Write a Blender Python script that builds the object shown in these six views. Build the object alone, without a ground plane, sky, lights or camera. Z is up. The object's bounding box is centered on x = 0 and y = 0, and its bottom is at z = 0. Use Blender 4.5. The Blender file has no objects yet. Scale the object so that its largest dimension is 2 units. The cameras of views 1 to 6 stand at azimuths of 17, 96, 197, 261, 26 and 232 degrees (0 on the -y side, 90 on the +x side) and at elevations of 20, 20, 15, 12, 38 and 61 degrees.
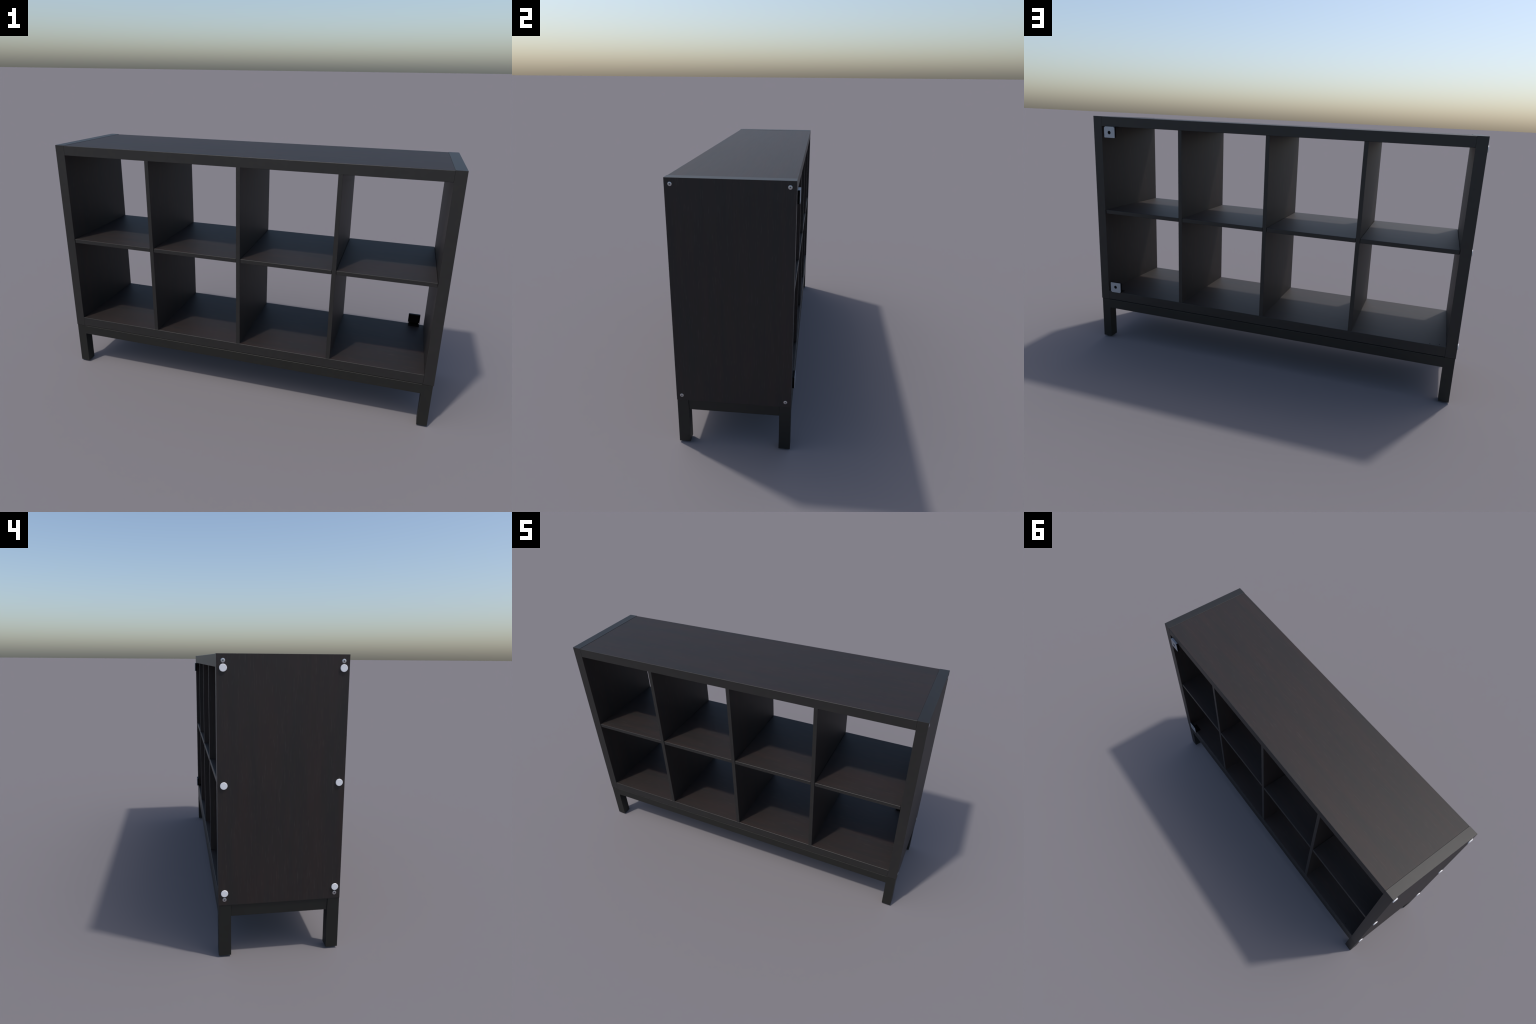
import bpy, bmesh, math
from mathutils import Vector, Matrix

# ------------------------------------------------------------------ sizes
XL, XR = -0.9956, 0.9992          # outer faces of the side panels
YF, YB = -0.2708, 0.2597          # front and back of the carcass
Z_TOP, Z_BOT = 1.2808, 0.2410     # top and bottom ends of the side panels
SIDE = 0.0502                     # thickness of the side panels
TOP_HI, TOP_LO = 1.2796, 1.2296   # top board, set a little below the sides
BOT_HI, BOT_LO = 0.2934, 0.2424   # bottom board
BOARD = 0.0204                    # dividers and shelves
TUBE = 0.0530                     # square tube of the underframe
LEG_TOP, APRON_LO, FOOT = 0.2400, 0.1872, 0.0050
XLi, XRi = XL + SIDE, XR - SIDE
XC = 0.5 * (XL + XR)
BAY = (XRi - XLi - 3 * BOARD) / 4.0
SHELF_Z = 0.7622
SHELF_T = 0.0214
LEG_X = 0.0505                    # leg width along the front


# -------------------------------------------------------------- materials
def new_material(name):
    m = bpy.data.materials.new(name)
    m.use_nodes = True
    nt = m.node_tree
    b = nt.nodes["Principled BSDF"]
    return m, nt, b


def set_in(node, name, value):
    if name in node.inputs:
        node.inputs[name].default_value = value


def ramp(nt, stops):
    r = nt.nodes.new("ShaderNodeValToRGB")
    el = r.color_ramp.elements
    while len(el) < len(stops):
        el.new(0.5)
    for e, (p, c) in zip(el, stops):
        e.position = p
        e.color = (c[0], c[1], c[2], 1.0)
    return r


def wood(name, axis, rough=0.56):
    """Black-brown foil with faint long streaks running along one axis."""
    m, nt, b = new_material(name)
    N, L = nt.nodes, nt.links
    tc = N.new("ShaderNodeTexCoord")
    info = N.new("ShaderNodeObjectInfo")
    off = N.new("ShaderNodeVectorMath"); off.operation = "SCALE"
    off.inputs[0].default_value = (7.1, 3.7, 5.3)
    L.new(info.outputs["Random"], off.inputs["Scale"])
    add = N.new("ShaderNodeVectorMath"); add.operation = "ADD"
    L.new(tc.outputs["Object"], add.inputs[0])
    L.new(off.outputs[0], add.inputs[1])

    def streaks(across, along, detail):
        mp = N.new("ShaderNodeMapping")
        s = [across] * 3
        s["xyz".index(axis)] = along
        mp.inputs["Scale"].default_value = s
        L.new(add.outputs[0], mp.inputs["Vector"])
        n = N.new("ShaderNodeTexNoise")
        n.inputs["Scale"].default_value = 1.0
        n.inputs["Detail"].default_value = detail
        n.inputs["Roughness"].default_value = 0.6
        L.new(mp.outputs[0], n.inputs["Vector"])
        return n

    broad = streaks(24.0, 1.9, 3.0)       # slow drift between neutral and red-brown
    fine = streaks(150.0, 7.0, 4.0)       # fine dark and light fibres
    pore = streaks(230.0, 16.0, 2.0)      # short pale pores
    c1 = ramp(nt, [(0.34, WOOD_A), (0.66, WOOD_B)])
    L.new(broad.outputs["Fac"], c1.inputs["Fac"])
    f2 = ramp(nt, [(0.30, (0.86,) * 3), (0.72, (1.15,) * 3)])
    L.new(fine.outputs["Fac"], f2.inputs["Fac"])
    mul = N.new("ShaderNodeMix"); mul.data_type = "RGBA"; mul.blend_type = "MULTIPLY"
    mul.inputs["Factor"].default_value = 1.0
    L.new(c1.outputs[0], mul.inputs[6]); L.new(f2.outputs[0], mul.inputs[7])
    f3 = ramp(nt, [(0.60, (0, 0, 0)), (0.74, (1, 1, 1))])
    L.new(pore.outputs["Fac"], f3.inputs["Fac"])
    fac = N.new("ShaderNodeMath"); fac.operation = "MULTIPLY"; fac.inputs[1].default_value = 0.5
    L.new(f3.outputs[0], fac.inputs[0])
    mx = N.new("ShaderNodeMix"); mx.data_type = "RGBA"
    L.new(fac.outputs[0], mx.inputs["Factor"])
    L.new(mul.outputs[2], mx.inputs[6])
    mx.inputs[7].default_value = (0.044, 0.034, 0.031, 1)
    L.new(mx.outputs[2], b.inputs["Base Color"])
    rr = N.new("ShaderNodeMapRange")
    rr.inputs["To Min"].default_value = rough - 0.03
    rr.inputs["To Max"].default_value = rough + 0.05
    L.new(fine.outputs["Fac"], rr.inputs["Value"])
    L.new(rr.outputs[0], b.inputs["Roughness"])
    b.inputs["Specular IOR Level"].default_value = 0.44
    bump = N.new("ShaderNodeBump")
    bump.inputs["Strength"].default_value = 0.06
    bump.inputs["Distance"].default_value = 0.001
    L.new(fine.outputs["Fac"], bump.inputs["Height"])
    L.new(bump.outputs[0], b.inputs["Normal"])
    return m


def plain(name, col, rough, metallic=0.0, vary=0.1, scale=40.0):
    m, nt, b = new_material(name)
    N, L = nt.nodes, nt.links
    tc = N.new("ShaderNodeTexCoord")
    n = N.new("ShaderNodeTexNoise")
    n.inputs["Scale"].default_value = scale
    n.inputs["Detail"].default_value = 3.0
    L.new(tc.outputs["Object"], n.inputs["Vector"])
    r = ramp(nt, [(0.3, [c * (1 - vary) for c in col]), (0.7, [c * (1 + vary) for c in col])])
    L.new(n.outputs["Fac"], r.inputs["Fac"])
    L.new(r.outputs[0], b.inputs["Base Color"])
    b.inputs["Roughness"].default_value = rough
    b.inputs["Metallic"].default_value = metallic
    return m


WOOD_A = (0.0215, 0.0132, 0.0114)
WOOD_B = (0.0146, 0.0123, 0.0113)
MAT_X = wood("black_brown_foil_lengthwise", "x")
MAT_Z = wood("black_brown_foil_upright", "z")
MAT_EDGE = plain("black_edge_band", (0.0152, 0.0142, 0.0128), 0.45, vary=0.08)
MAT_TUBE = plain("black_painted_steel", (0.0082, 0.0082, 0.0058), 0.5, vary=0.06)
MAT_CAP = plain("white_plastic", (0.86, 0.86, 0.87), 0.35, vary=0.01)
MAT_SCREW = plain("zinc_plated_steel", (0.55, 0.55, 0.56), 0.34, metallic=1.0, vary=0.06, scale=90)
MAT_BRACKET = plain("galvanised_sheet", (0.40, 0.42, 0.45), 0.5, metallic=0.55, vary=0.05, scale=60)
MAT_FOOT = plain("black_rubber", (0.012, 0.012, 0.012), 0.6, vary=0.05)
MAT_DARK = plain("dark_sheet_inside", (0.0035, 0.0035, 0.0035), 0.6, vary=0.05)
MAT_DARK.node_tree.nodes['Principled BSDF'].inputs['Specular IOR Level'].default_value = 0.1
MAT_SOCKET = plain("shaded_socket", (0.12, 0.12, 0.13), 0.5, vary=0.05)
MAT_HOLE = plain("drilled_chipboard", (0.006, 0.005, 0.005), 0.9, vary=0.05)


# ---------------------------------------------------------------- helpers
def link(name, me, parent, loc=(0, 0, 0)):
    o = bpy.data.objects.new(name, me)
    bpy.context.scene.collection.objects.link(o)
    o.parent = parent
    o.location = loc
    return o


def finish(bm, name, mats, smooth_angle=40, smooth=True, recalc=True):
    if recalc:
        bmesh.ops.recalc_face_normals(bm, faces=bm.faces)
    me = bpy.data.meshes.new(name)
    bm.to_mesh(me)
    bm.free()
    for m in mats:
        me.materials.append(m)
    me.polygons.foreach_set("use_smooth", [smooth] * len(me.polygons))
    if smooth:
        me.set_sharp_from_angle(angle=math.radians(smooth_angle))
    return me


def box_bm(size, bevel=0.0, keep=None, seg=2):
    """Box centred on its origin; bevels the edges for which keep(edge) holds."""
    bm = bmesh.new()
    bmesh.ops.create_cube(bm, size=1.0)
    bmesh.ops.scale(bm, vec=size, verts=bm.verts)
    if bevel > 0:
        es = [e for e in bm.edges if keep is None or keep(e)]
        bmesh.ops.bevel(bm, geom=es, offset=bevel, segments=seg, profile=0.5, affect="EDGES")
    return bm


def long_edges(ax):
    def keep(e):
        d = e.verts[0].co - e.verts[1].co
        return abs(d[ax]) > 0.1
    return keep


def board_mesh(name, size, thin_axis, face_mat, bevel=0.0016, seg=2, along=None):
    """Foil-faced board: wide faces carry the grain, the rims the edge band."""
    bm = box_bm(size, bevel, long_edges(along) if along is not None else None, seg)
    bm.normal_update()
    for f in bm.faces:
        f.material_index = 0 if abs(f.normal[thin_axis]) > 0.999 else 1
    me = finish(bm, name, [face_mat, MAT_EDGE, MAT_HOLE], smooth=False)
    return me


def cut(obj, cutters):
    """Boolean-subtract helper objects, then remove them."""
    for c in cutters:
        md = obj.modifiers.new("cut", "BOOLEAN")
        md.operation = "DIFFERENCE"
        md.solver = "EXACT"
        md.object = c
    bpy.context.view_layer.update()
    dg = bpy.context.evaluated_depsgraph_get()
    me = bpy.data.meshes.new_from_object(obj.evaluated_get(dg))
    me.name = obj.data.name
    obj.modifiers.clear()
    obj.data = me
    for c in cutters:
        bpy.data.objects.remove(c, do_unlink=True)
    me.polygons.foreach_set("use_smooth", [False] * len(me.polygons))


def cylinder_cutter(loc, r, depth, axis, seg=20, mat=None):
    bm = bmesh.new()
    bmesh.ops.create_cone(bm, cap_ends=True, segments=seg, radius1=r, radius2=r, depth=depth)
    if axis == "y":
        bmesh.ops.rotate(bm, matrix=Matrix.Rotation(math.pi / 2, 3, "X"), verts=bm.verts)
    me = bpy.data.meshes.new("cutter")
    bm.to_mesh(me); bm.free()
    if mat:
        me.materials.append(mat)
    o = bpy.data.objects.new("cutter", me)
    bpy.context.scene.collection.objects.link(o)
    o.location = loc
    return o


def lathe(profile, seg, axis_sign):
    """Revolve (radius, height) pairs about the x axis."""
    bm = bmesh.new()
    rings = []
    for r, h in profile:
        if r < 1e-6:
            rings.append([bm.verts.new((axis_sign * h, 0, 0))])
        else:
            rings.append([bm.verts.new((axis_sign * h, r * math.cos(2 * math.pi * i / seg),
                                        r * math.sin(2 * math.pi * i / seg))) for i in range(seg)])
    for a, b in zip(rings, rings[1:]):
        for i in range(seg):
            j = (i + 1) % seg
            if len(a) == 1:
                bm.faces.new((a[0], b[i], b[j]))
            elif len(b) == 1:
                bm.faces.new((a[i], a[j], b[0]))
            else:
                bm.faces.new((a[i], a[j], b[j], b[i]))
    return bm


# ------------------------------------------------------------------- root
root = bpy.data.objects.new("shelving_unit", None)
bpy.context.scene.collection.objects.link(root)
root["label"] = "low black-brown open shelving unit with eight cubbies on steel legs"
root["category"] = "shelf"

# ------------------------------------------------------------ side panels
side_me = board_mesh("side_panel", (SIDE, YB - YF, Z_TOP - Z_BOT), 0, MAT_Z, 0.0008)
side_y, side_z = 0.5 * (YF + YB), 0.5 * (Z_TOP + Z_BOT)
side_l = link("side_panel", side_me, root, (XL + SIDE / 2, side_y, side_z))
side_r = link("side_panel", side_me, root, (XR - SIDE / 2, side_y, side_z))

# --------------------------------------------------- top and bottom boards
GAP = 0.0006
RIM = 0.0003
w_in = XRi - XLi - 2 * GAP
d_in = YB - YF - 2 * RIM
top_me = board_mesh("top_board", (w_in, d_in, TOP_HI - TOP_LO), 2, MAT_X, 0.0018, 4, 0)
top = link("top_board", top_me, root, (XC, side_y, 0.5 * (TOP_HI + TOP_LO)))
bot_me = board_mesh("bottom_board", (w_in, d_in, BOT_HI - BOT_LO), 2, MAT_X, 0.0018, 4, 0)
bottom = link("bottom_board", bot_me, root, (XC, side_y, 0.5 * (BOT_HI + BOT_LO)))
# pilot holes for the second pair of wall brackets, left unused
HOLES = ((-0.8691, 0.2434), (-0.9129, 0.2401))
for board, zc in ((bottom, BOT_HI), (top, TOP_LO)):
    cut(board, [cylinder_cutter((x, y, zc), 0.0027, 0.024, "z", mat=MAT_HOLE) for x, y in HOLES])

# --------------------------------------------------------------- dividers
DIV_FRONT, DIV_BACK = 0.0005, 0.0030
div_me = board_mesh("divider", (BOARD, YB - YF - DIV_FRONT - DIV_BACK, TOP_LO - BOT_HI), 0, MAT_Z, 0.0008)
for k in range(3):
    x = XLi + BAY * (k + 1) + BOARD * (k + 0.5)
    link("divider", div_me, root, (x, side_y + 0.5 * (DIV_FRONT - DIV_BACK), 0.5 * (TOP_LO + BOT_HI)))

# ---------------------------------------------------------------- shelves
SHELF_FRONT, SHELF_BACK, SHELF_GAP = 0.0026, 0.0040, 0.0012
shelf_me = board_mesh("shelf", (BAY - 2 * SHELF_GAP, YB - YF - SHELF_FRONT - SHELF_BACK, SHELF_T), 2, MAT_X, 0.0018, 4)
for k in range(4):
    x = XLi + BAY * (k + 0.5) + BOARD * k
    link("shelf", shelf_me, root, (x, side_y + 0.5 * (SHELF_FRONT - SHELF_BACK), SHELF_Z))

# -------------------------------------------------------------- underframe
LX0, LX1 = XL + 0.0020, XR - 0.0035       # outer faces of the legs
leg_h = LEG_TOP - FOOT


def outer_corner_leg(sx, sy):
    """Square tube leg; only its outer upright corner and foot edges are rounded,
    so the rails run into it without a seam."""
    def keep(e):
        a, b = e.verts
        m = (a.co + b.co) / 2
        upright = abs(a.co.z - b.co.z) > 0.01
        if upright:
            return m.x * sx > 0 and m.y * sy > 0
        return a.co.z < 0 and b.co.z < 0
    bm = box_bm((LEG_X, TUBE, leg_h), 0.0010, keep)
    return finish(bm, "leg", [MAT_TUBE], smooth=False)


foot_bm = bmesh.new()
bmesh.ops.create_cone(foot_bm, cap_ends=True, segments=24, radius1=0.0125, radius2=0.0125, depth=FOOT + 0.001)
foot_me = finish(foot_bm, "foot_glide", [MAT_FOOT], 30)
for x, sx in ((LX0 + LEG_X / 2, -1), (LX1 - LEG_X / 2, 1)):
    for y, sy in ((YF + 0.0004 + TUBE / 2, -1), (YB - 0.0004 - TUBE / 2, 1)):
        leg = link("leg", outer_corner_leg(sx, sy), root, (x, y, FOOT + leg_h / 2))
        link("foot_glide", foot_me, leg, (0, 0, -leg_h / 2 - FOOT / 2 + 0.0005))

rail_h = LEG_TOP - APRON_LO
rail_len = LX1 - LX0 - 2 * LEG_X


rail_me = finish(box_bm((rail_len, TUBE, rail_h), 0.0016, long_edges(0), 3), "rail", [MAT_TUBE], smooth=False)
for y in (YF + 0.0004 + TUBE / 2, YB - 0.0004 - TUBE / 2):
    link("rail", rail_me, root, (0.5 * (LX0 + LX1), y, APRON_LO + rail_h / 2))
cross_len = (YB - YF) - 0.0008 - 2 * TUBE - 0.0016
cross_me = finish(box_bm((LEG_X - 0.006, cross_len, rail_h), 0.0010, long_edges(1)), "cross_rail", [MAT_TUBE], smooth=False)
for x in (LX0 + LEG_X / 2, LX1 - LEG_X / 2):
    link("cross_rail", cross_me, root, (x, side_y, APRON_LO + rail_h / 2))

# -------------------------------------------------- cover caps and screws
CAP_T = XL + 1.0
cap_profile = [(0.0, CAP_T), (0.0139, CAP_T), (0.0149, CAP_T - 0.0010), (0.0149, -0.0005)]
cap_me = finish(lathe(cap_profile, 40, -1), "cover_cap", [MAT_CAP], 30)
Y_FRONT, Y_REAR = -0.2462, 0.2337
for y in (Y_FRONT, Y_REAR):
    for z in (1.2273, 0.7624, 0.2956):
        o = link("cover_cap", cap_me, side_l)
        o.location = Vector((XL, y, z)) - side_l.location


def screw_mesh(sign):
    """Low domed head with a hexagonal socket."""
    h = 0.0012
    bm = lathe([(0.0046, h), (0.0072, h * 0.85), (0.0086, h * 0.35), (0.0088, -0.0005)], 18, sign)
    rim = [v for v in bm.verts if abs(abs(v.co.x) - h) < 1e-6]
    rim.sort(key=lambda v: math.atan2(v.co.z, v.co.y))
    hexr = 0.0030
    n = len(rim)

    def hex_pt(a):
        s = math.pi / 3
        t = (a % s) - s / 2
        return hexr * math.cos(s / 2) / math.cos(t)
    mouth, floor = [], []
    for v in rim:
        a = math.atan2(v.co.z, v.co.y)
        r = hex_pt(a)
        mouth.append(bm.verts.new((sign * h * 0.98, r * math.cos(a), r * math.sin(a))))
        floor.append(bm.verts.new((-sign * 0.003, r * math.cos(a), r * math.sin(a))))
    for i in range(n):
        j = (i + 1) % n
        bm.faces.new((rim[i], rim[j], mouth[j], mouth[i]))
        bm.faces.new((mouth[i], mouth[j], floor[j], floor[i]))
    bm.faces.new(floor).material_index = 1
    return finish(bm, "screw", [MAT_SCREW, MAT_SOCKET], 35)


for side, face, sign in ((side_l, XL, -1), (side_r, XR, 1)):
    me = screw_mesh(sign)
    cutters = []
    for y in (Y_FRONT, Y_REAR):
        for z in (1.2547, 0.2667):
            o = link("screw", me, side)
            o.location = Vector((face, y, z)) - side.location
# counterbores so the sockets are open
for side, face in ((side_l, XL), (side_r, XR)):
    side.data = side_me.copy()
    cutters = []
    for y in (Y_FRONT, Y_REAR):
        for z in (1.2547, 0.2667):
            c = cylinder_cutter((face, y, z), 0.0078, 0.010, "z", seg=18)
            c.rotation_euler = (0, math.pi / 2, 0)
            cutters.append(c)
    bpy.context.view_layer.update()
    cut(side, cutters)

# ----------------------------------------------------------- wall brackets
BX0, BX1 = 0.8620, 0.9262
PLATE_H, T = 0.0580, 0.0020
PAN_D, FLANGE_D = 0.0150, 0.0450
Y_PLATE = -YF                                  # rearmost face


def slab(bm, x0, x1, y0, y1, z0, z1, mat=1, bevel=0.0005):
    r = bmesh.ops.create_cube(bm, size=1.0)
    for f in {f for v in r["verts"] for f in v.link_faces}:
        f.material_index = mat
    for v in r["verts"]:
        v.co.x = x0 if v.co.x < 0 else x1
        v.co.y = y0 if v.co.y < 0 else y1
        v.co.z = z0 if v.co.z < 0 else z1
    es = list({e for v in r["verts"] for e in v.link_edges})
    bmesh.ops.bevel(bm, geom=es, offset=bevel, segments=1, profile=0.5, affect="EDGES", material=-1)


def plate_outline(w, h, r, notch):
    """Square plate: rounded free corners, bend-relief notches at the folded edge."""
    pts = [(-w / 2 + notch, 0.0), (w / 2 - notch, 0.0)]
    pts += [(w / 2 - notch, notch), (w / 2, notch)]
    for k in range(5):
        a = math.radians(90 * k / 4)
        pts.append((w / 2 - r + r * math.cos(a), h - r + r * math.sin(a)))
    for k in range(5):
        a = math.radians(90 + 90 * k / 4)
        pts.append((-w / 2 + r + r * math.cos(a), h - r + r * math.sin(a)))
    pts += [(-w / 2, notch), (-w / 2 + notch, notch)]
    return pts


def wall_bracket(zc, up):
    """Folded sheet: rear plate with a hole, shallow turned-in walls on three
    sides and a flange that lies on the board. up=+1: flange below the plate."""
    w = BX1 - BX0
    bm = bmesh.new()
    outer = plate_outline(w, PLATE_H, 0.003, 0.0045)
    hole = [(0.0012 + 0.0095 * math.cos(2 * math.pi * i / 28),
             0.0312 + 0.0095 * math.sin(2 * math.pi * i / 28)) for i in range(28)]
    edges = []
    for loop in (outer, hole):
        vs = [bm.verts.new((x, 0, z)) for x, z in loop]
        edges += [bm.edges.new((vs[i], vs[(i + 1) % len(vs)])) for i in range(len(vs))]
    fill = bmesh.ops.triangle_fill(bm, use_beauty=True, edges=edges)
    faces = [f for f in fill["geom"] if isinstance(f, bmesh.types.BMFace)]
    ext = bmesh.ops.extrude_face_region(bm, geom=faces)
    bmesh.ops.translate(bm, vec=(0, -T, 0), verts=[v for v in ext["geom"] if isinstance(v, bmesh.types.BMVert)])
    # flange on the board, outer skin bright like the plate
    slab(bm, -w / 2 + .0045, w / 2 - .0045, -0.0140, -T - 0.0001, 0.0002, 0.0002 + T, 0)
    slab(bm, -w / 2 + .002, w / 2 - .002, -FLANGE_D, -0.0141, 0.0002, 0.0002 + T)
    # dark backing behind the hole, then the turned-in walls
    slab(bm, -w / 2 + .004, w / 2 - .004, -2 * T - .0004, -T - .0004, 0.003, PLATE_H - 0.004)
    slab(bm, -w / 2 + .001, w / 2 - .001, -PAN_D, -T - 0.0001, PLATE_H - T - .0004, PLATE_H - .0004)
    for s in (-1, 1):
        x = s * (w / 2 - 0.0014)
        slab(bm, x - T / 2, x + T / 2, -PAN_D, -T - 0.0001, 0.0012, PLATE_H - T - 0.0008)
    bmesh.ops.recalc_face_normals(bm, faces=bm.faces)
    bm.normal_update()
    for f in bm.faces:
        # the inner skins of the plate and of the fold are dark as well
        if f.normal.y < -0.9 or f.normal.z > 0.5 and f.calc_center_median().y < -T:
            f.material_index = 1
    if up < 0:                                 # mirror image under the top board
        bmesh.ops.scale(bm, vec=(1, 1, -1), verts=bm.verts)
        bmesh.ops.reverse_faces(bm, faces=bm.faces)
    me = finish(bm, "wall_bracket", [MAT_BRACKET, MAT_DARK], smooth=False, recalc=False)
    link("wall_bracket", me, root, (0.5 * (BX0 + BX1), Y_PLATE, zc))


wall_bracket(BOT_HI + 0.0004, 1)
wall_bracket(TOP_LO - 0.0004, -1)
